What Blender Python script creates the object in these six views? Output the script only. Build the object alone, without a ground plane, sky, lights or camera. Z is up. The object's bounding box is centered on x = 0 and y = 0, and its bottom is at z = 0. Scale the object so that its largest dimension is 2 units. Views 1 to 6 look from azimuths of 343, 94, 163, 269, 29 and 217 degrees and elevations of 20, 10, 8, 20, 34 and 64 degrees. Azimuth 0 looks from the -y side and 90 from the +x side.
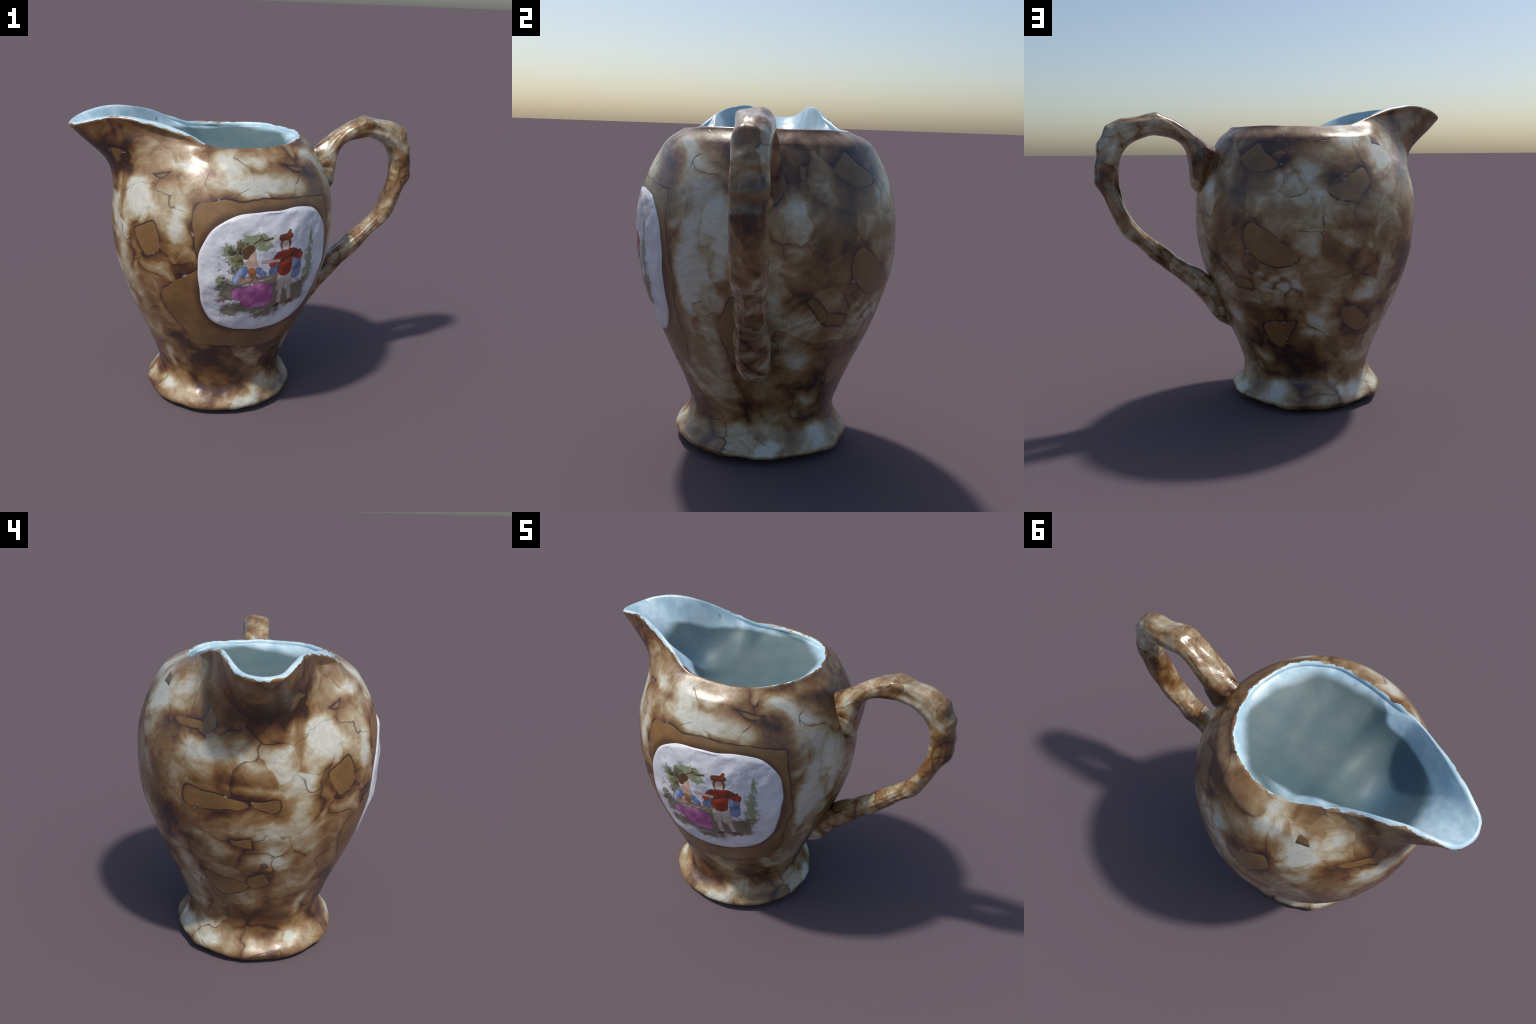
"""Glazed cream pitcher: marbled brown lustre outside, pale blue inside,
white painted medallion on one flank, gnarled branch handle."""
import bpy, math
import numpy as np
from mathutils import noise, Vector

# ------------------------------------------------------------------ helpers
def spline(keys, closed=False):
    """Smooth cubic interpolator through rows (t, values...)."""
    K = np.array(keys, float)
    t, v = K[:, 0], K[:, 1:]
    if closed:
        t = np.concatenate([t[-3:] - 360, t, t[:3] + 360])
        v = np.concatenate([v[-3:], v, v[:3]])
    # slopes of the C2 cubic spline (natural ends)
    h = np.diff(t)
    n = len(t)
    A = np.zeros((n, n))
    b = np.zeros_like(v)
    d = np.diff(v, axis=0) / h[:, None]
    A[0, :2], b[0] = (2, 1), 3 * d[0]
    A[-1, -2:], b[-1] = (1, 2), 3 * d[-1]
    for i in range(1, n - 1):
        A[i, i - 1], A[i, i], A[i, i + 1] = h[i], 2 * (h[i - 1] + h[i]), h[i - 1]
        b[i] = 3 * (h[i] * d[i - 1] + h[i - 1] * d[i])
    m = np.linalg.solve(A, b)

    def f(x):
        x = np.asarray(x, float)
        i = np.clip(np.searchsorted(t, x, side="right") - 1, 0, len(t) - 2)
        h = t[i + 1] - t[i]
        s = np.clip((x - t[i]) / h, 0, 1)[..., None]
        h = h[..., None]
        return ((2*s**3 - 3*s**2 + 1) * v[i] + (s**3 - 2*s**2 + s) * h * m[i]
                + (3*s**2 - 2*s**3) * v[i + 1] + (s**3 - s**2) * h * m[i + 1])
    return f

def smooth(a, b, x):
    s = np.clip((x - a) / (b - a), 0, 1)
    return s * s * (3 - 2 * s)

def fbm(p, scale, octaves=3, seed=0.0):
    o = Vector((seed, seed * 1.7, seed * 0.3))
    return np.array([noise.fractal(Vector(q) * scale + o, 1.0, 2.0, octaves) for q in p])

# ------------------------------------------------------------------ body form
def axis_x(z):
    """The vessel leans a little: x of its axis at height z (y stays 0)."""
    return -0.180 + 0.005 * z

# radius against height: footring, waist, belly, shoulder
profile = spline([(0.0, .365), (.018, .400), (.04, .428), (.065, .427), (.09, .406), (.12, .382), (.15, .368),
                  (.19, .362), (.26, .379), (.33, .405), (.42, .445), (.52, .489), (.62, .530), (.75, .576),
                  (.88, .611), (1.0, .622), (1.1, .623), (1.2, .612), (1.3, .584), (1.4, .535), (1.47, .492),
                  (1.53, .448), (1.6, .39), (1.7, .30)])
Z0 = 1.02                        # height where the shoulder and spout part from the belly
# rim crest: body angle from the spout (deg, + toward +y) -> x, y, z
rim = spline([(-150, .18, -.22, 1.549), (-125, .08, -.325, 1.543), (-100, -.05, -.378, 1.539),
              (-80, -.19, -.387, 1.539), (-65, -.33, -.377, 1.547), (-50, -.47, -.325, 1.592),
              (-38, -.62, -.255, 1.638), (-26, -.785, -.182, 1.660), (-16, -.90, -.13, 1.632),
              (-8, -.974, -.082, 1.608), (0, -1.000, .003, 1.597), (8, -.972, .090, 1.610),
              (16, -.905, .145, 1.638), (26, -.77, .185, 1.665), (38, -.60, .234, 1.640),
              (50, -.45, .286, 1.600), (65, -.31, .335, 1.561), (80, -.20, .365, 1.553),
              (100, -.07, .366, 1.552), (125, .065, .315, 1.552), (150, .168, .22, 1.552),
              (180, .235, 0.0, 1.552)], closed=True)
LIP = .015                       # half thickness of the wall at the rim
# how far a meridian has swung from the turned form toward the rim curve
shoulder_swing = spline([(0, 0), (.3, 0), (.6, 0), (.75, 0), (.85, .0), (.95, .30), (1, 1)])
spout_swing = spline([(0, 0), (.30, .0), (.426, .065), (.58, .235), (.69, .405), (.78, .60), (.886, .825), (1, 1)])

def outer(phi, s):
    """Outer skin. phi in degrees from the spout, s in 0..2 (0..1 belly, 1..2 shoulder)."""
    phi = (np.asarray(phi, float) + 180) % 360 - 180
    a = np.radians(phi)
    R = rim(phi)
    back = .012 * smooth(40, 70, np.abs(phi))[..., None]      # the shoulder's rim is thicker
    R = R - back * np.stack([np.cos(a), -np.sin(a), 0 * a], -1)
    g = np.clip(s - 1, 0, 1)
    z = np.clip(s, 0, 1) * Z0 + g * (R[..., 2] - LIP - Z0)
    r = profile(z)[..., 0]
    w = smooth(58, 24, np.abs(phi))
    f = np.clip((1 - w) * shoulder_swing(g)[..., 0] + w * spout_swing(g)[..., 0], 0, 1)
    x = (axis_x(z) - r * np.cos(a)) * (1 - f) + R[..., 0] * f
    y = (r * np.sin(a)) * (1 - f) + R[..., 1] * f
    # the spout's cheeks swell outward below the lip
    swell = np.exp(-((np.abs(phi) - 24) / 14) ** 2) * np.exp(-((g - .82) / .15) ** 2) * (1 - g ** 8)
    y = y + np.sign(phi) * .028 * swell
    return np.stack([x, y, z], -1)

def frames(P):
    """Outward unit normals of a grid (rows go up, columns run round, closed)."""
    du = np.roll(P, -1, 1) - np.roll(P, 1, 1)
    dv = np.gradient(P, axis=0)
    n = np.cross(dv, du)
    n /= np.linalg.norm(n, axis=-1, keepdims=True) + 1e-12
    return n, dv / (np.linalg.norm(dv, axis=-1, keepdims=True) + 1e-12)

NU = 640
# columns are denser round the spout
uu = np.linspace(-180, 180, NU, endpoint=False)
PHI = uu - 18 * np.sin(np.radians(uu))
S = np.concatenate([np.linspace(0, .2, 60, endpoint=False), np.linspace(.2, 1, 90, endpoint=False),
                    np.linspace(1, 1.88, 80, endpoint=False), np.linspace(1.88, 2, 34)])
PG, SG = np.meshgrid(PHI, S)
OUT = outer(PG, SG)
N_OUT, T_OUT = frames(OUT)

# relief: slow waviness everywhere, knobbly foot
flat = OUT.reshape(-1, 3)
slow = fbm(flat, 3.0, 2, 3.1).reshape(OUT.shape[:2])
fine = fbm(flat, 7.0, 2, 7.7).reshape(OUT.shape[:2])
foot_w = smooth(.22, .10, OUT[..., 2])
rim_w = smooth(1.75, 2.0, SG)
height = .004 * slow + .0010 * fine + foot_w * (.009 * fine + .006 * slow) + rim_w * .003 * fine
nz = N_OUT.copy()
# keep the wall true under the medallion
roll = np.radians((PG + 180) % 360 - 180) * .6
under_medal = smooth(1.25, 1.05, np.maximum(np.abs(roll + 1.064) / .378, np.abs(OUT[..., 2] - .915) / .34))
height = height * (1 - .85 * under_medal)
OUT = OUT + nz * height[..., None]
OUT[..., 2] = np.maximum(OUT[..., 2], 0)
N_OUT, T_OUT = frames(OUT)

# lip: half round from the outer edge over the crest to the inner edge
edge, en, et = OUT[-1], N_OUT[-1], T_OUT[-1]
lip_rows = []
for k in np.linspace(0, math.pi, 14)[1:-1]:
    lip_rows.append(edge - en * LIP * (1 - math.cos(k)) + et * LIP * math.sin(k))
lip = np.array(lip_rows)

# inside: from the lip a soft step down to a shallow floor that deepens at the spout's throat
ctr = np.array([-.20, 0, 1.418])
last = lip[-1]
channel = spline([(-1.0, 1.60), (-.93, 1.580), (-.85, 1.550), (-.75, 1.485), (-.65, 1.405), (-.55, 1.340),
                  (-.45, 1.345), (-.35, 1.40), (-.25, 1.425), (0, 1.42)])
span = np.linalg.norm(last[:, :2] - ctr[:2], axis=1)
floor_rows = []
for q in np.concatenate([np.linspace(0, .25, 40)[1:], np.linspace(.25, 1, 60)[1:-1]]):
    p = last * (1 - q) + ctr * q
    t = smooth(-.25, -.47, p[:, 0])
    bowl = ctr[2] + .095 * (1 - q) ** 2 + .07 * p[:, 1]
    trough = channel(p[:, 0])[:, 0] + 2.4 * p[:, 1] ** 2
    step = 1 - np.exp(-(q * span / (.030 + .018 * t)) ** 1.15)
    p[:, 2] = last[:, 2] * (1 - step) + step * np.minimum(bowl * (1 - t) + trough * t, last[:, 2])
    floor_rows.append(p)
floor_rows = np.array(floor_rows)
dent = fbm(floor_rows.reshape(-1, 3), 5.0, 2, 2.2).reshape(floor_rows.shape[:2])
floor_rows[..., 2] += .007 * dent * smooth(0, 30, np.arange(len(floor_rows)))[:, None]
inner = floor_rows[:0]
# underside, slightly hollow
under = np.array([OUT[0] * (1 - q) + np.array([axis_x(0), 0, .012]) * q
                  for q in np.linspace(1, 0, 10)[1:-1]])
under[..., 2] = np.interp(np.linspace(1, 0, 10)[1:-1], [0, .15, 1], [.0, .014, .014])[:, None]

GRID = np.concatenate([under, OUT, lip, inner, floor_rows])
n_under, n_out, n_lip, n_in = len(under), len(OUT), len(lip), len(inner) + len(floor_rows)

# ------------------------------------------------------------------ handle form
# stations along the bow: outer x, z; inner x, z; width across; y
bow = [(.26, 1.37, .36, 1.17, .10, .010), (.335, 1.432, .44, 1.185, .14, .010), (.385, 1.462, .477, 1.235, .16, .010),
       (.42, 1.487, .487, 1.30, .165, .010), (.475, 1.526, .497, 1.385, .155, .012), (.545, 1.568, .53, 1.448, .15, .013),
       (.62, 1.603, .60, 1.485, .15, .014), (.67, 1.615, .68, 1.493, .15, .015), (.76, 1.595, .745, 1.476, .148, .018),
       (.842, 1.578, .795, 1.450, .145, .021), (.912, 1.542, .840, 1.408, .140, .024), (.960, 1.470, .864, 1.36, .134, .026),
       (.982, 1.375, .870, 1.315, .130, .027), (.985, 1.25, .868, 1.24, .128, .027), (.950, 1.175, .853, 1.18, .126, .027),
       (.862, .997, .779, 1.036, .124, .024), (.769, .897, .698, .95, .122, .020), (.686, .815, .62, .885, .12, .015),
       (.60, .748, .545, .83, .12, .010), (.52, .673, .475, .785, .128, .006), (.445, .594, .425, .75, .142, .005),
       (.388, .513, .37, .70, .158, .004), (.342, .463, .32, .64, .16, .004), (.27, .42, .26, .58, .14, .004)]
BK = np.array(bow)
BK[8:19, 0] += .006
BK[8:19, 2] += .003
BK[14:21, 4] += .010
mids = (BK[:, :2] + BK[:, 2:4]) / 2
arc = np.concatenate([[0], np.cumsum(np.hypot(*np.diff(mids, axis=0).T))])
bow_f = spline(np.column_stack([arc, BK]))
NB, NC = 260, 72
C = bow_f(np.linspace(0, arc[-1], NB))
ang = np.linspace(0, 2 * math.pi, NC, endpoint=False)
sq = lambda c: np.sign(c) * np.abs(c) ** .85       # a little squarish
ca, sa = sq(np.cos(ang))[None], sq(np.sin(ang))[None]
cen = np.stack([(C[:, 0] + C[:, 2]) / 2, C[:, 5], (C[:, 1] + C[:, 3]) / 2], -1)[:, None]
H = np.empty((NB, NC, 3))
H[..., 0] = cen[..., 0] + ca * (C[:, 0] - C[:, 2])[:, None] / 2
H[..., 2] = cen[..., 2] + ca * (C[:, 1] - C[:, 3])[:, None] / 2
H[..., 1] = cen[..., 1] + sa * C[:, 4][:, None] / 2
hflat = H.reshape(-1, 3)
tt = np.linspace(0, arc[-1], NB)[:, None]
knots = fbm(hflat, 7.0, 2, 1.3).reshape(NB, NC)
ridge_at = np.stack(np.broadcast_arrays(np.cos(ang)[None] * .10, np.sin(ang)[None] * .10, tt * .28), -1).reshape(-1, 3)
grain = fbm(ridge_at, 17.0, 2, 5.3).reshape(NB, NC)          # grain runs along the branch
hn = H - cen
hn /= np.linalg.norm(hn, axis=-1, keepdims=True)
relief = .009 * knots + .008 * grain - .002
for kx, kz, rad, amp in [(.665, 1.62, .035, .008), (.93, 1.54, .03, .012), (.978, 1.45, .035, .012),
                         (.99, 1.25, .035, .010), (.85, 1.585, .03, .007), (.485, 1.23, .04, .012)]:
    d = np.hypot(H[..., 0] - kx, H[..., 2] - kz)
    relief += amp * np.exp(-(d / rad) ** 2)
H += hn * relief[..., None]

# ------------------------------------------------------------------ meshes
for o in list(bpy.data.objects):
    bpy.data.objects.remove(o)

def add(ob):
    bpy.context.scene.collection.objects.link(ob)
    return ob

pitcher = add(bpy.data.objects.new("pitcher", None))
pitcher["label"] = "brown marbled glazed pitcher with painted white medallion"
pitcher["category"] = "pitcher"

def mesh_part(name, verts, faces, normals=None, mat=None, parent=pitcher):
    used = np.unique(np.concatenate([np.asarray(f, int).ravel() for f in faces]))
    remap = -np.ones(len(verts), int)
    remap[used] = np.arange(len(used))
    fl = [tuple(q) for f in faces for q in remap[np.asarray(f, int)]]
    me = bpy.data.meshes.new(name)
    me.from_pydata(verts[used].tolist(), [], fl)
    me.polygons.foreach_set("use_smooth", [True] * len(me.polygons))
    if normals is not None:
        me.normals_split_custom_set_from_vertices(normals[used].tolist())
    me.update()
    ob = add(bpy.data.objects.new(name, me))
    if mat:
        me.materials.append(mat)
    ob.parent = parent
    return ob

def grid_faces(rows, cols, close_rows=False):
    i = np.arange(rows - (0 if close_rows else 1))[:, None]
    j = np.arange(cols)[None]
    a = i * cols + j
    b = i * cols + (j + 1) % cols
    i2 = (i + 1) % rows
    return np.stack([a, b, i2 * cols + (j + 1) % cols, i2 * cols + j], -1).reshape(-1, 4)

# whole vessel as one skin, then split by region
NR = len(GRID)
V = np.concatenate([GRID.reshape(-1, 3), [[axis_x(0), 0, .014]], [ctr]])
Q = grid_faces(NR, NU)[:, ::1]
j = np.arange(NU)
fan_lo = np.stack([np.full(NU, NR * NU), (j + 1) % NU, j], -1)
fan_hi = np.stack([np.full(NU, NR * NU + 1), (NR - 1) * NU + j, (NR - 1) * NU + (j + 1) % NU], -1)
tmp = bpy.data.meshes.new("whole")
tmp.from_pydata(V.tolist(), [], [tuple(q) for q in Q] + [tuple(q) for q in fan_lo] + [tuple(q) for q in fan_hi])
tmp.update()
VN = np.empty(len(V) * 3)
tmp.vertex_normals.foreach_get("vector", VN)
VN = VN.reshape(-1, 3)
# PHI runs clockwise seen from above, so check the sense once
k_mid = (n_under + 120) * NU
if VN[k_mid] @ (V[k_mid] - np.array([axis_x(1), 0, V[k_mid][2]])) < 0:
    Q, fan_lo, fan_hi, VN = Q[:, ::-1], fan_lo[:, ::-1], fan_hi[:, ::-1], -VN
bpy.data.meshes.remove(tmp)

row = np.repeat(np.arange(NR - 1), NU)
col = np.tile(np.arange(NU), NR - 1)
mid = V[Q].mean(1)
ragged = np.zeros(len(Q))
near = (row > n_under + n_out - 40) & (row < n_under + n_out + n_lip)
ragged[near] = fbm(mid[near], 17.0, 3, 9.0) * 4
inside = row > n_under + n_out + 3 + ragged
floor_face = inside & (np.hypot((mid[:, 0] + .17) / 1.0, mid[:, 1]) < .33) & (row > n_under + n_out + n_lip + 8)
spout_face = (~inside) & (mid[:, 2] > 1.16 + .35 * smooth(20, 46, np.abs(PHI[col]))) & (np.abs(PHI[col]) < 42)
foot_face = (~inside) & (mid[:, 2] < .165)
wall_face = ~(inside | spout_face | foot_face)

# ------------------------------------------------------------------ material toolkit
class Net:
    """Small wrapper for wiring shader nodes: every method returns an output socket."""
    def __init__(self, name):
        self.mat = bpy.data.materials.new(name)
        self.mat.use_nodes = True
        self.t = self.mat.node_tree
        self.bsdf = self.t.nodes["Principled BSDF"]
        self.pos = self.new("ShaderNodeTexCoord").outputs["Object"]

    def new(self, kind, **props):
        n = self.t.nodes.new(kind)
        for k, v in props.items():
            setattr(n, k, v)
        return n

    def put(self, sock, v):
        if isinstance(v, bpy.types.NodeSocket):
            self.t.links.new(v, sock)
        elif sock.type == "RGBA" and len(v) == 3:
            sock.default_value = (*v, 1)
        else:
            sock.default_value = v

    def math(self, op, a, b=0.0, c=0.0, clamp=False):
        n = self.new("ShaderNodeMath", operation=op, use_clamp=clamp)
        for i, v in enumerate((a, b, c)):
            self.put(n.inputs[i], v)
        return n.outputs[0]

    def vec(self, op, a, b=None, scale=None):
        n = self.new("ShaderNodeVectorMath", operation=op)
        self.put(n.inputs[0], a)
        if b is not None:
            self.put(n.inputs[1], b)
        if scale is not None:
            self.put(n.inputs["Scale"], scale)
        return n.outputs["Value" if op in ("DOT_PRODUCT", "LENGTH") else "Vector"]

    def noise(self, p, scale, detail=3.0, rough=.5, distort=0.0, color=False):
        n = self.new("ShaderNodeTexNoise")
        self.put(n.inputs["Vector"], p)
        for k, v in (("Scale", scale), ("Detail", detail), ("Roughness", rough), ("Distortion", distort)):
            n.inputs[k].default_value = v
        return n.outputs["Color" if color else "Fac"]

    def span(self, v, a, b, lo=0.0, hi=1.0, soft=True):
        n = self.new("ShaderNodeMapRange", interpolation_type="SMOOTHSTEP" if soft else "LINEAR")
        for i, x in enumerate((v, a, b, lo, hi)):
            self.put(n.inputs[i], x)
        return n.outputs[0]

    def mix(self, f, a, b, mode="MIX"):
        n = self.new("ShaderNodeMix", data_type="RGBA", blend_type=mode)
        for i, v in ((0, f), (6, a), (7, b)):
            self.put(n.inputs[i], v)
        return n.outputs[2]

    def ramp(self, v, stops):
        n = self.new("ShaderNodeValToRGB")
        e = n.color_ramp.elements
        while len(e) < len(stops):
            e.new(.5)
        for el, (p, c) in zip(e, stops):
            el.position, el.color = p, (*c, 1)
        self.put(n.inputs[0], v)
        return n.outputs[0]

    def warp(self, p, scale, amount, detail=2.0):
        c = self.noise(p, scale, detail, color=True)
        c = self.vec("SUBTRACT", c, (.5, .5, .5))
        return self.vec("ADD", p, self.vec("SCALE", c, scale=amount))

    def unrolled(self, p=None):
        """Position on the wall rolled flat: (angle from the spout x 0.6 m, height, 1)."""
        s = self.new("ShaderNodeSeparateXYZ")
        self.put(s.inputs[0], p or self.pos)
        away = self.math("SUBTRACT", -.178, s.outputs[0])
        ang = self.math("MULTIPLY", self.math("ARCTAN2", s.outputs[1], away), .6)
        c = self.new("ShaderNodeCombineXYZ")
        self.put(c.inputs[0], ang)
        self.put(c.inputs[1], s.outputs[2])
        c.inputs[2].default_value = 1
        return c.outputs[0]

    def polygon(self, p, pts):
        """Signed distance (negative inside) to a convex polygon with rounded corners."""
        P = np.array(pts, float)
        mid, d = P.mean(0), None
        round_ = float(np.clip(.26 * np.sqrt(np.prod(np.ptp(P, axis=0))), .012, .06))
        for a, b in zip(P, np.roll(P, -1, 0)):
            n = np.array([b[1] - a[1], a[0] - b[0]])
            n /= np.linalg.norm(n)
            if n @ (mid - a) > 0:
                n = -n
            e = self.vec("DOT_PRODUCT", p, (n[0], n[1], -(n @ a)))
            d = e if d is None else self.math("SMOOTH_MAX", d, e, round_)
        return d

    def blob(self, p, x, z, rx, rz):
        """Soft spot: 1 in the middle, falling to 0."""
        q = self.vec("MULTIPLY", self.vec("SUBTRACT", p, (x, z, 0)), (1 / rx, 1 / rz, 0))
        return self.math("EXPONENT", self.math("MULTIPLY", self.vec("DOT_PRODUCT", q, q), -1.0))

    def stroke(self, p, a, b, r, flat=1.0):
        """Distance to a brush stroke from a to b with half width r."""
        ba = np.array([b[0] - a[0], b[1] - a[1]])
        pa = self.vec("SUBTRACT", p, (a[0], a[1], 1))
        l2 = float(ba @ ba)
        if l2 > 1e-9:
            h = self.math("MULTIPLY", self.vec("DOT_PRODUCT", pa, (ba[0] / l2, ba[1] / l2, 0)), 1.0, clamp=True)
            pa = self.vec("SUBTRACT", pa, self.vec("SCALE", (ba[0], ba[1], 0), scale=h))
        if flat != 1.0:
            pa = self.vec("MULTIPLY", pa, (1, flat, 1))
        return self.math("SUBTRACT", self.vec("LENGTH", pa), r)

    def total(self, socks):
        out = socks[0]
        for s in socks[1:]:
            out = self.math("ADD", out, s)
        return out

    def finish(self, color, rough, bump=None, strength=.2, distance=.01, **inputs):
        self.put(self.bsdf.inputs["Base Color"], color)
        self.put(self.bsdf.inputs["Roughness"], rough)
        for k, v in inputs.items():
            self.put(self.bsdf.inputs[k.replace("_", " ")], v)
        if bump is not None:
            b = self.new("ShaderNodeBump")
            b.inputs["Strength"].default_value, b.inputs["Distance"].default_value = strength, distance
            self.put(b.inputs["Height"], bump)
            self.put(self.bsdf.inputs["Normal"], b.outputs[0])
        return self.mat

CARAMEL = (.200, .103, .029)
MARBLE = [(0.0, (.555, .545, .465)), (.20, (.45, .38, .255)), (.42, (.295, .188, .085)),
          (.62, (.195, .096, .029)), (.82, (.105, .042, .011)), (1.0, (.036, .013, .006))]

# flat caramel islands of the marbling, on the rolled-out wall (angle x 0.6, height)
ISLANDS = [
    # the big field behind the medallion
    [(-.605, 1.29), (-1.03, 1.318), (-1.465, 1.27), (-1.50, .95), (-1.50, .57), (-1.43, .45), (-1.03, .43), (-.64, .46), (-.655, 1.10)],
    [(-.70, .985), (-.47, .81), (-.465, .73), (-.60, .445), (-.95, .45), (-1.0, .9)],
    [(-.296, 1.10), (-.451, 1.17), (-.499, 1.075), (-.481, 1.01), (-.405, .962), (-.34, 1.03)],
    [(-.368, 1.385), (-.483, 1.409), (-.444, 1.372)],
    [(-1.177, 1.445), (-1.375, 1.424), (-1.27, 1.408)],
    [(-.136, 1.50), (-.228, 1.493), (-.147, 1.411), (-.122, 1.36)],
    # spout side
    [(.48, 1.314), (.394, 1.34), (.284, 1.336), (.24, 1.29), (.31, 1.282), (.416, 1.302)],
    [(.284, 1.33), (.235, 1.40), (.197, 1.372), (.193, 1.313), (.237, 1.255), (.30, 1.285)],
    [(.343, 1.046), (.179, 1.017), (.03, .985), (.026, .962), (.182, .919), (.279, .923), (.362, .967)],
    [(.04, .985), (-.09, 1.014), (-.109, .957), (-.078, .92), (.03, .962)],
    [(.15, .761), (.035, .796), (.032, .713)],
    [(.331, .587), (.139, .529), (.0, .51), (.051, .439), (.195, .391), (.305, .457)],
    [(.05, .54), (-.02, .594), (-.092, .522), (.03, .45)],
    [(.65, 1.481), (.594, 1.457), (.594, 1.43), (.663, 1.445)],
    # far flank
    [(1.552, 1.391), (1.411, 1.466), (1.313, 1.383), (1.248, 1.338), (1.299, 1.304), (1.399, 1.293), (1.497, 1.338)],
    [(1.05, 1.216), (.823, 1.334), (.773, 1.249), (.85, 1.173), (.936, 1.148), (1.013, 1.177)],
    [(1.457, 1.016), (1.396, 1.062), (1.303, 1.022), (1.139, .892), (1.205, .83), (1.357, .824), (1.45, .922)],
    [(.943, .614), (.799, .586), (.64, .487), (.785, .444), (.915, .52)],
    [(.839, .789), (.74, .844), (.703, .739)],
    [(1.434, .513), (1.189, .529), (1.192, .481), (1.324, .361), (1.42, .403)],
    [(1.669, .836), (1.614, .858), (1.528, .764), (1.54, .70)],
    [(1.54, .765), (1.428, .739), (1.428, .70), (1.54, .70)],
    # beside the handle
    [(-1.779, .838), (-1.717, .706), (-1.757, .51), (-1.86, .5), (-1.86, .84)],
    [(1.774, 1.399), (1.732, 1.317), (1.807, 1.223), (1.86, 1.3)],
]
# pale clouds (angle x 0.6, height, half width, half height) and brown clouds
PALE = [(-.82, 1.46, .20, .07), (-1.08, 1.47, .18, .05), (-.85, 1.37, .2, .03), (-1.42, 1.48, .14, .05), (-1.1, 1.36, .20, .05), (-1.56, 1.40, .10, .08), (-.36, 1.24, .07, .09),
        (-.57, 1.17, .035, .12), (-.36, .33, .06, .10), (-.25, 1.33, .05, .05), (.44, 1.43, .10, .08), (.64, 1.40, .10, .09),
        (.26, 1.21, .12, .06), (.05, 1.19, .12, .05), (-.30, 1.30, .07, .08), (-.56, 1.46, .10, .05), (-.15, 1.12, .07, .06),
        (-.20, .94, .05, .13), (-.05, .83, .12, .05), (-.09, .67, .09, .07), (.02, 1.03, .12, .02), (.45, .66, .06, .14),
        (1.15, 1.29, .10, .08), (.66, 1.33, .09, .11), (.86, 1.46, .14, .04), (1.26, .74, .09, .08), (1.10, .52, .10, .09),
        (.79, .66, .10, .07), (1.51, .30, .08, .05), (-1.64, 1.25, .14, .16), (-1.70, 1.0, .10, .16), (-1.58, .92, .06, .20),
        (-1.69, .64, .06, .16), (1.72, 1.22, .06, .05), (1.65, .53, .09, .07),
        (-.27, .11, .09, .05), (-.56, .10, .10, .05), (-1.02, .075, .12, .03), (-1.30, .15, .10, .06), (.33, .11, .18, .05),
        (-.33, .12, .10, .05), (.02, .09, .12, .04), (1.38, .15, .12, .05), (-1.70, .12, .14, .06), (1.77, .075, .14, .03),
        (1.42, .12, .10, .05), (.95, .11, .16, .04), (.65, .10, .10, .04)]
BROWN = [(-.55, 1.41, .10, .025), (-.70, 1.41, .06, .02), (-1.0, 1.42, .06, .015), (-1.2, 1.45, .10, .025), (-1.44, 1.35, .07, .05),
         (-.60, .93, .06, .09), (-.47, .50, .07, .14), (-.70, .28, .12, .06), (-.98, .22, .16, .07), (-1.30, .27, .10, .05),
         (-.10, 1.44, .06, .07), (-.20, 1.38, .06, .04), (.10, 1.42, .06, .07), (0, 1.38, .07, .06), (.30, 1.17, .16, .025),
         (.49, 1.12, .07, .06), (.50, .85, .12, .09), (-.36, .72, .06, .12), (-.31, .46, .07, .08), (.05, .31, .16, .05),
         (.50, .55, .08, .10), (1.46, 1.23, .10, .05), (1.15, 1.12, .20, .045), (1.03, 1.28, .06, .04), (1.54, .93, .05, .12),
         (1.60, 1.05, .06, .08), (1.33, 1.45, .12, .04), (1.25, .30, .16, .06), (1.10, .64, .06, .06), (1.02, .95, .06, .08),
         (-1.64, .82, .05, .05), (-1.73, .87, .06, .03), (1.67, 1.28, .06, .06), (1.65, .92, .06, .10), (-1.80, .29, .14, .04),
         (1.80, .29, .14, .04), (-.76, .14, .14, .06), (-1.0, .16, .08, .05), (1.15, .08, .06, .04), (-.08, .15, .10, .03), (.88, 1.06, .16, .03), (.75, .55, .14, .05), (-.05, .27, .3, .04), (1.5, .62, .10, .06)]

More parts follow.
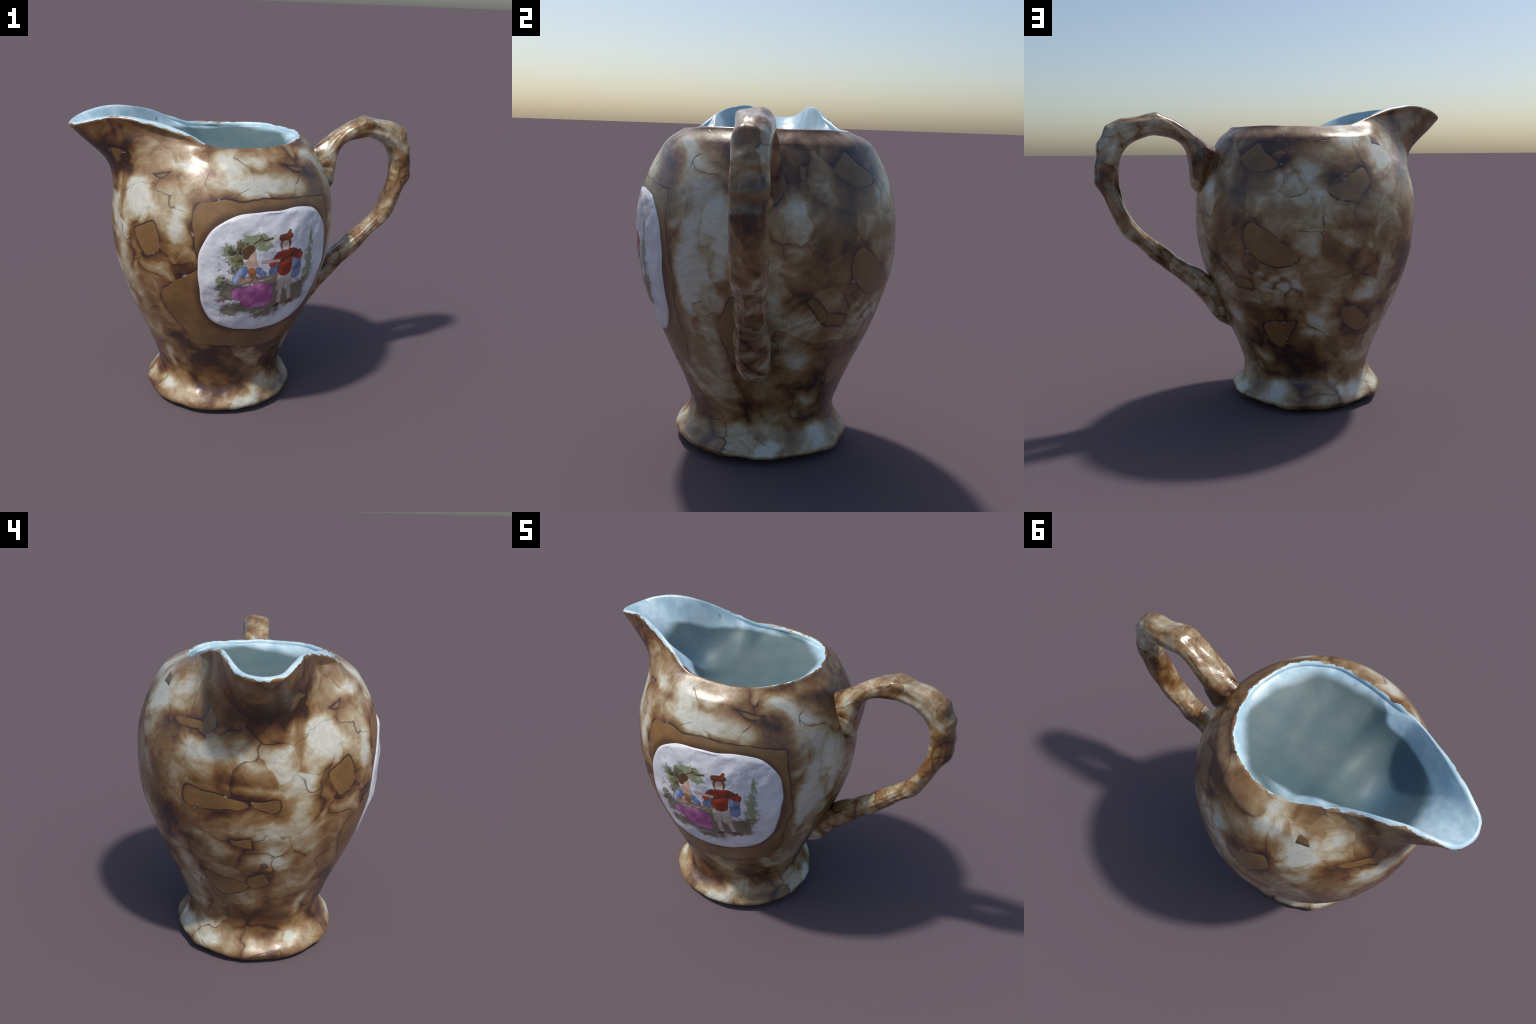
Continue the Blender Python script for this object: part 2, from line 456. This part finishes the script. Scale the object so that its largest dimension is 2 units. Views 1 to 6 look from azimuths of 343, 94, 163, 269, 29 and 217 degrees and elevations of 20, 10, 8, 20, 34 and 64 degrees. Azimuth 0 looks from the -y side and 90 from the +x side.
def marble_value(k, seed, cells=4.6):
    """Cloudy agate value 0 (pale) .. 1 (dark brown), and the thin dark seams between its cells."""
    p = k.vec("ADD", k.pos, (seed, seed * .7, seed * .3))
    w = k.warp(p, 2.3, .42)
    n1 = k.noise(w, 3.9, 4, .5, .7)
    n2 = k.noise(k.vec("MULTIPLY", k.warp(p, 6.0, .22), (1, 1, 1.7)), 10.0, 2, .48, .8)
    # agate cells: each has a tone of its own and darkens toward some of its borders
    cw = k.warp(k.warp(p, 3.0, .34), 9.0, .07)
    cell = k.new("ShaderNodeTexVoronoi", feature="F1")
    edge_ = k.new("ShaderNodeTexVoronoi", feature="DISTANCE_TO_EDGE")
    for n in (cell, edge_):
        k.put(n.inputs["Vector"], cw)
        n.inputs["Scale"].default_value = cells
    tone = k.vec("DOT_PRODUCT", cell.outputs["Color"], (1, 0, 0))
    side = k.span(k.noise(p, 4.5, 2), .42, .60)
    bank = k.math("MULTIPLY", k.math("EXPONENT", k.math("MULTIPLY", edge_.outputs["Distance"], -9.0)), side)
    v = k.total([k.math("MULTIPLY", k.math("SUBTRACT", n1, .5), 1.35),
                 k.math("MULTIPLY", k.math("SUBTRACT", n2, .5), .55),
                 k.math("MULTIPLY", k.math("SUBTRACT", tone, .5), .28),
                 k.math("MULTIPLY", bank, .42)])
    seam = k.span(edge_.outputs["Distance"], .004, .022, 1, 0)
    where = k.span(k.noise(p, 6.0, 1), .50, .62)
    return v, k.math("MULTIPLY", seam, where)

def lustre(k, color, dark, lo=.30, hi=.44, coat=.30, waves=1.2):
    """Pearly glaze: soft gloss with a faint film on top."""
    fine = k.noise(k.pos, 55, 3)
    wavy = k.noise(k.pos, 17, 2)
    rough = k.span(fine, .3, .7, lo, hi)
    # faint brushed streaks in the colour
    streak = k.noise(k.vec("MULTIPLY", k.warp(k.pos, 4, .30), (1, 1, 2.6)), 24, 3, .6, .5)
    color = k.mix(1.0, color, k.vec("SCALE", (1, 1, 1), scale=k.span(streak, .32, .68, .90, 1.07)), "MULTIPLY")
    relief_ = k.total([k.math("MULTIPLY", fine, .2), k.math("MULTIPLY", wavy, waves), k.math("MULTIPLY", dark, -1.0)])
    return k.finish(color, rough, bump=relief_, strength=.28, distance=.006, Coat_Weight=coat, Coat_Roughness=.24,
                    Specular_IOR_Level=.75)

def wall_glaze():
    k = Net("marbled_glaze")
    v, vein = marble_value(k, 0.0)
    p = k.unrolled(k.warp(k.warp(k.pos, 4.5, .075, 1.0), 17.0, .014))
    d = None
    for isl in ISLANDS:
        e = k.polygon(p, isl)
        d = e if d is None else k.math("MINIMUM", d, e)
    soft = k.unrolled(k.warp(k.warp(k.pos, 3.5, .10), 11.0, .05))
    pale = k.total([k.blob(soft, *b) for b in PALE])
    brown = k.total([k.blob(soft, *b) for b in BROWN])
    halo = k.math("EXPONENT", k.math("MULTIPLY", k.math("MAXIMUM", d, 0.0), -32.0))
    m = k.math("ADD", v, .47)
    m = k.math("ADD", m, k.math("MULTIPLY", brown, .26))
    m = k.math("SUBTRACT", m, k.math("MULTIPLY", pale, .46))
    m = k.math("ADD", m, k.math("MULTIPLY", halo, .30))
    # the foot's lowest edge is worn to a rusty brown
    s = k.new("ShaderNodeSeparateXYZ")
    k.put(s.inputs[0], k.warp(k.pos, 9.0, .03))
    worn = k.span(s.outputs[2], .030, .006)
    m = k.math("ADD", m, k.math("MULTIPLY", worn, .35))
    col = k.ramp(m, MARBLE)
    # glaze gathers dark against the medallion's edge
    q = k.vec("ABSOLUTE", k.vec("MULTIPLY", k.vec("SUBTRACT", p, (-1.064, .915, 1)), (1 / .378, 1 / .340, 0)))
    t = k.new("ShaderNodeSeparateXYZ")
    k.put(t.inputs[0], q)
    ring = k.math("ADD", k.math("POWER", t.outputs[0], 3.2), k.math("POWER", t.outputs[1], 3.2))
    ring = k.span(k.math("POWER", ring, .3125), 1.0, 1.10, .75, 0)
    cloud = k.span(k.noise(k.pos, 6, 4), .3, .7, .78, 1.18)
    flat = k.mix(1.0, CARAMEL, k.vec("SCALE", (1, 1, 1), scale=cloud), "MULTIPLY")
    flat = k.mix(ring, flat, (.055, .020, .008))
    col = k.mix(k.span(d, .002, -.002), col, flat)
    line = k.span(k.math("ABSOLUTE", d), .0015, .0065, 1, 0)
    breaks = k.span(k.noise(k.pos, 9, 2), .36, .50)
    line = k.math("MULTIPLY", line, breaks)
    vein = k.math("MULTIPLY", vein, k.span(d, .0, .02))
    dark = k.math("MAXIMUM", k.math("MULTIPLY", line, .85), k.math("MULTIPLY", vein, .7))
    col = k.mix(dark, col, (.030, .014, .010))
    # little pale bubbles strung along the lines
    beads = k.math("MULTIPLY", k.span(k.math("ABSOLUTE", d), .004, .009, 1, 0), k.span(k.noise(k.pos, 30, 2), .64, .70))
    col = k.mix(k.math("MULTIPLY", beads, .6), col, (.36, .35, .33))
    return lustre(k, col, dark)

def plain_marble(name, seed, shift, speckle, gain=1.0):
    k = Net(name)
    v, vein = marble_value(k, seed, 7.0)
    fine = k.noise(k.warp(k.pos, 9, .10), 15, 4, .55, .5)
    m = k.math("ADD", k.math("MULTIPLY", v, gain), k.math("MULTIPLY", k.math("SUBTRACT", fine, .5), speckle))
    col = k.ramp(k.math("ADD", m, shift), MARBLE)
    dark = k.math("MULTIPLY", vein, .7)
    col = k.mix(dark, col, (.030, .014, .010))
    return lustre(k, col, dark, .20, .34, .40, 3.0)

def blue_lining():
    k = Net("pale_blue_glaze")
    s = k.new("ShaderNodeSeparateXYZ")
    k.put(s.inputs[0], k.warp(k.pos, 4, .08))
    # floor tinted dark grey green: the deep interior's shade baked into its colour
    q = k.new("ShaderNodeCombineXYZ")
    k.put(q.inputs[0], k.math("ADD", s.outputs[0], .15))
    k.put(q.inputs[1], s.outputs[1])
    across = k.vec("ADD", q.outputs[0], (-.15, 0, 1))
    baked_floor_shade = k.math("MULTIPLY", k.span(k.stroke(across, (-.17, 0), (-.40, .07), .33), .06, .0), k.span(s.outputs[2], 1.538, 1.508))
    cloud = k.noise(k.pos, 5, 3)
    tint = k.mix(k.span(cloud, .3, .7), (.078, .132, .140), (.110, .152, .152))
    light = k.mix(k.span(k.noise(k.pos, 14, 3), .35, .65), (.42, .60, .69), (.60, .76, .82))
    # shadow between the spout's walls, painted as a dark blue spot in the throat
    painted_throat_shade = k.blob(k.vec("MULTIPLY", k.warp(k.pos, 6, .10), (1, 1, 0)), -.57, .0, .13, .22)
    col = k.mix(baked_floor_shade, light, tint)
    col = k.mix(k.math("MULTIPLY", painted_throat_shade, .8), col, (.070, .140, .205))
    spots = k.span(k.noise(k.pos, 24, 0), .80, .83)
    col = k.mix(k.math("MULTIPLY", spots, .6), col, (.10, .13, .07))
    return k.finish(col, k.span(baked_floor_shade, 0, 1, .28, .55), bump=k.noise(k.pos, 26, 3), strength=.15, distance=.01, Coat_Weight=.0)

def painted_porcelain():
    """White medallion with a small garden scene: a seated lady, a standing man, leaves around."""
    k = Net("painted_porcelain")
    p = k.unrolled(k.warp(k.pos, 30, .010))
    loose = k.unrolled(k.warp(k.warp(k.pos, 22, .06), 60, .02))
    col = k.mix(k.span(k.noise(k.pos, 9, 2), .35, .65), (.64, .655, .71), (.72, .725, .76))
    leaf_n = k.noise(k.pos, 42, 3, .6, .4)

    def wash(blobs, tint, lo, hi, gain=1.0):
        nonlocal col
        f = k.total([k.blob(loose, *b) for b in blobs])
        f = k.math("MULTIPLY", k.span(k.math("ADD", f, k.math("MULTIPLY", k.math("SUBTRACT", leaf_n, .5), 1.5)), lo, hi), gain)
        col = k.mix(f, col, tint)

    def paint(strokes, tint, r_soft=.004, outline=.38, flat=1.0, tint2=None):
        nonlocal col
        d = None
        for a, b, r in strokes:
            e = k.stroke(p, a, b, r, flat)
            d = e if d is None else k.math("SMOOTH_MIN", d, e, .006)
        fill = tint if tint2 is None else k.mix(k.span(k.noise(k.pos, 18, 3), .36, .64), tint, tint2)
        col = k.mix(k.span(d, r_soft, -.001), col, fill)
        if outline:
            rim_ = k.math("MULTIPLY", k.span(k.math("ABSOLUTE", d), .0, .0045, 1, 0), outline)
            col = k.mix(rim_, col, (.05, .025, .02))

    # leaves, grass and earth
    wash([(-.93, 1.11, .06, .05), (-.83, 1.06, .05, .045), (-.88, 1.0, .05, .05), (-.80, .90, .035, .05), (-1.0, 1.115, .07, .03),
          (-1.285, .99, .04, .08), (-1.29, .87, .05, .07), (-1.30, 1.09, .02, .04), (-1.02, 1.07, .04, .02)], (.20, .235, .095), .40, .95, .85)
    wash([(-.88, .96, .045, .10), (-.85, .85, .06, .07), (-.90, 1.08, .04, .05), (-1.27, .83, .06, .06), (-.82, .83, .04, .05)], (.12, .105, .035), .42, .95, .85)
    wash([(-.97, .74, .16, .05), (-1.17, .76, .12, .06), (-1.02, .84, .16, .08), (-1.06, .675, .10, .03), (-.85, .71, .05, .03),
          (-1.24, .80, .07, .06), (-1.10, .88, .06, .05)], (.135, .105, .045), .38, 1.0, .9)
    wash([(-.80, .79, .05, .02), (-1.2, .73, .08, .02)], (.22, .08, .03), .5, .8, .8)
    dots = k.math("MULTIPLY", k.total([k.blob(loose, *b) for b in [(-.90, 1.06, .09, .07), (-.82, .92, .05, .09)]]), k.span(k.noise(k.pos, 46, 0), .62, .68))
    col = k.mix(k.math("MULTIPLY", dots, .9, clamp=True), col, (.035, .03, .015))
    paint([((-.955, 1.10), (-1.0, 1.125), .0025), ((-1.0, 1.112), (-1.05, 1.118), .0025), ((-.985, 1.115), (-.99, 1.14), .002)], (.12, .07, .03), outline=0)
    # standing man
    paint([((-1.20, 1.0), (-1.205, .90), .026), ((-1.085, 1.02), (-1.062, .94), .022)], (.10, .13, .24), tint2=(.22, .27, .42))
    paint([((-1.110, .905), (-1.113, .84), .023), ((-1.150, .905), (-1.164, .835), .022)], (.48, .40, .33), tint2=(.62, .55, .48))
    paint([((-1.117, .825), (-1.127, .745), .013), ((-1.170, .825), (-1.200, .745), .012)], (.52, .42, .36))
    paint([((-1.128, .728), (-1.110, .718), .009), ((-1.20, .735), (-1.215, .730), .009)], (.05, .03, .02), outline=0)
    paint([((-1.130, 1.015), (-1.128, .948), .042), ((-1.09, 1.02), (-1.055, .985), .019), ((-1.165, 1.03), (-1.215, 1.005), .021)],
          (.42, .052, .018), tint2=(.25, .032, .014))
    paint([((-1.125, 1.083), (-1.125, 1.078), .030)], (.16, .075, .025))
    paint([((-1.124, 1.083), (-1.125, 1.072), .019)], (.62, .42, .33))
    paint([((-1.10, 1.117), (-1.145, 1.12), .016), ((-1.14, 1.135), (-1.145, 1.145), .008)], (.22, .06, .025))
    paint([((-1.115, 1.055), (-1.135, 1.055), .008)], (.70, .66, .64), outline=.2)
    paint([((-1.090, .985), (-1.215, 1.033), .005)], (.09, .04, .02), outline=0)
    paint([((-1.005, 1.0), (-1.088, .995), .008)], (.58, .42, .40))
    # seated lady
    paint([((-.895, .825), (-1.03, .82), .043), ((-.945, .775), (-1.04, .768), .040), ((-.985, .855), (-1.045, .835), .028)],
          (.40, .085, .275), tint2=(.56, .20, .42))
    paint([((-.945, .990), (-.950, .965), .030)], (.64, .42, .34), outline=.3)
    paint([((-.948, 1.045), (-.950, 1.005), .018)], (.64, .42, .34), outline=.3)
    paint([((-.922, 1.055), (-.940, 1.072), .020), ((-.918, 1.035), (-.922, 1.06), .014)], (.10, .05, .022), tint2=(.19, .10, .04))
    paint([((-.945, .955), (-.955, .935), .015)], (.45, .17, .05))
    paint([((-.905, .958), (-.877, .905), .023), ((-.877, .905), (-.905, .892), .017), ((-.982, .955), (-1.012, .928), .015)],
          (.14, .20, .40), tint2=(.34, .42, .60))
    paint([((-.905, .902), (-.965, .906), .024)], (.38, .22, .13), flat=1.3, tint2=(.52, .36, .25))
    paint([((-.98, .906), (-1.085, .912), .006)], (.40, .26, .18))
    paint([((-.925, .912), (-.940, .905), .010)], (.62, .42, .34), outline=.3)
    return k.finish(col, .26, bump=k.noise(k.pos, 15, 2), strength=.5, distance=.016, Coat_Weight=.2)

glaze = wall_glaze()
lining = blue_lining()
porcelain = painted_porcelain()
handle_glaze = plain_marble("handle_marbled_glaze", 8.1, .39, 0.9)


body = mesh_part("body", V, [Q[wall_face]], VN, glaze)
spout = mesh_part("spout", V, [Q[spout_face]], VN, glaze)
foot = mesh_part("foot", V, [Q[foot_face], fan_lo], VN, glaze)
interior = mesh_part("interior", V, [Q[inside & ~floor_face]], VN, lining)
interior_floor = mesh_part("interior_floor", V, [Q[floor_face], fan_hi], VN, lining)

HV = np.concatenate([H.reshape(-1, 3), [H[0].mean(0)], [H[-1].mean(0)]])
HQ = grid_faces(NB, NC)
jj = np.arange(NC)
capa = np.stack([np.full(NC, NB * NC), (jj + 1) % NC, jj], -1)
capb = np.stack([np.full(NC, NB * NC + 1), (NB - 1) * NC + jj, (NB - 1) * NC + (jj + 1) % NC], -1)
handle = mesh_part("handle", HV, [HQ, capa, capb], None, handle_glaze)
import bmesh
bm = bmesh.new(); bm.from_mesh(handle.data); bmesh.ops.recalc_face_normals(bm, faces=bm.faces); bm.to_mesh(handle.data); bm.free()

# ------------------------------------------------------------------ medallion
def on_wall(a, z):
    """Point of the turned wall at rolled-out place (a, z) and its outward direction."""
    ph = a / .6
    r = profile(z)[..., 0]
    dz = (profile(z + .01)[..., 0] - profile(z - .01)[..., 0]) / .02
    n = np.stack([-np.cos(ph), np.sin(ph), -dz], -1)
    n /= np.linalg.norm(n, axis=-1, keepdims=True)
    return np.stack([axis_x(z) - r * np.cos(ph), r * np.sin(ph), z], -1), n

MR, MC = 90, 300
th = np.linspace(0, 2 * math.pi, MC, endpoint=False)
ct, st = np.cos(th), np.sin(th)
sup = (np.abs(ct) ** 3.2 + np.abs(st) ** 3.2) ** (-1 / 3.2)      # rounded-square outline
wob = 1 + .010 * np.sin(3 * th + 1) + .008 * np.sin(7 * th) + .004 * np.sin(17 * th + 2)
rho = np.concatenate([np.linspace(0, .94, MR - 22, endpoint=False)[1:], np.linspace(.94, 1, 23)])
skew = .018 * st * np.abs(st)                                      # leans slightly
A = -1.064 + (rho[:, None] * (sup * wob * ct)[None]) * .378 - rho[:, None] * skew[None]
ZZ = .915 + (rho[:, None] * (sup * wob * st)[None]) * .340
base, bn = on_wall(A, ZZ)
rise = .0115 * np.sqrt(np.clip(1 - ((rho - .94) / .06).clip(0, 1) ** 2, 0, 1))[:, None] - .004
dim = fbm(base.reshape(-1, 3), 9.0, 2, 4.4).reshape(A.shape)
rise = np.where(rho[:, None] < .97, np.maximum(rise + .008 * dim * smooth(1.0, .93, rho)[:, None], .003), rise)
M = base + bn * rise[..., None]
c0, cn = on_wall(np.array([-1.064]), np.array([.915]))
MV = np.concatenate([M.reshape(-1, 3), c0 + cn * .0075])
MQ = grid_faces(len(rho), MC)
jm = np.arange(MC)
cap = np.stack([np.full(MC, len(MV) - 1), jm, (jm + 1) % MC], -1)
medallion = mesh_part("medallion", MV, [MQ, cap], None, porcelain)
bm = bmesh.new(); bm.from_mesh(medallion.data); bmesh.ops.recalc_face_normals(bm, faces=bm.faces)
f0 = max(bm.faces, key=lambda f: -f.calc_center_median().y)
if f0.normal.y > 0:
    bmesh.ops.reverse_faces(bm, faces=bm.faces)
bm.to_mesh(medallion.data); bm.free()
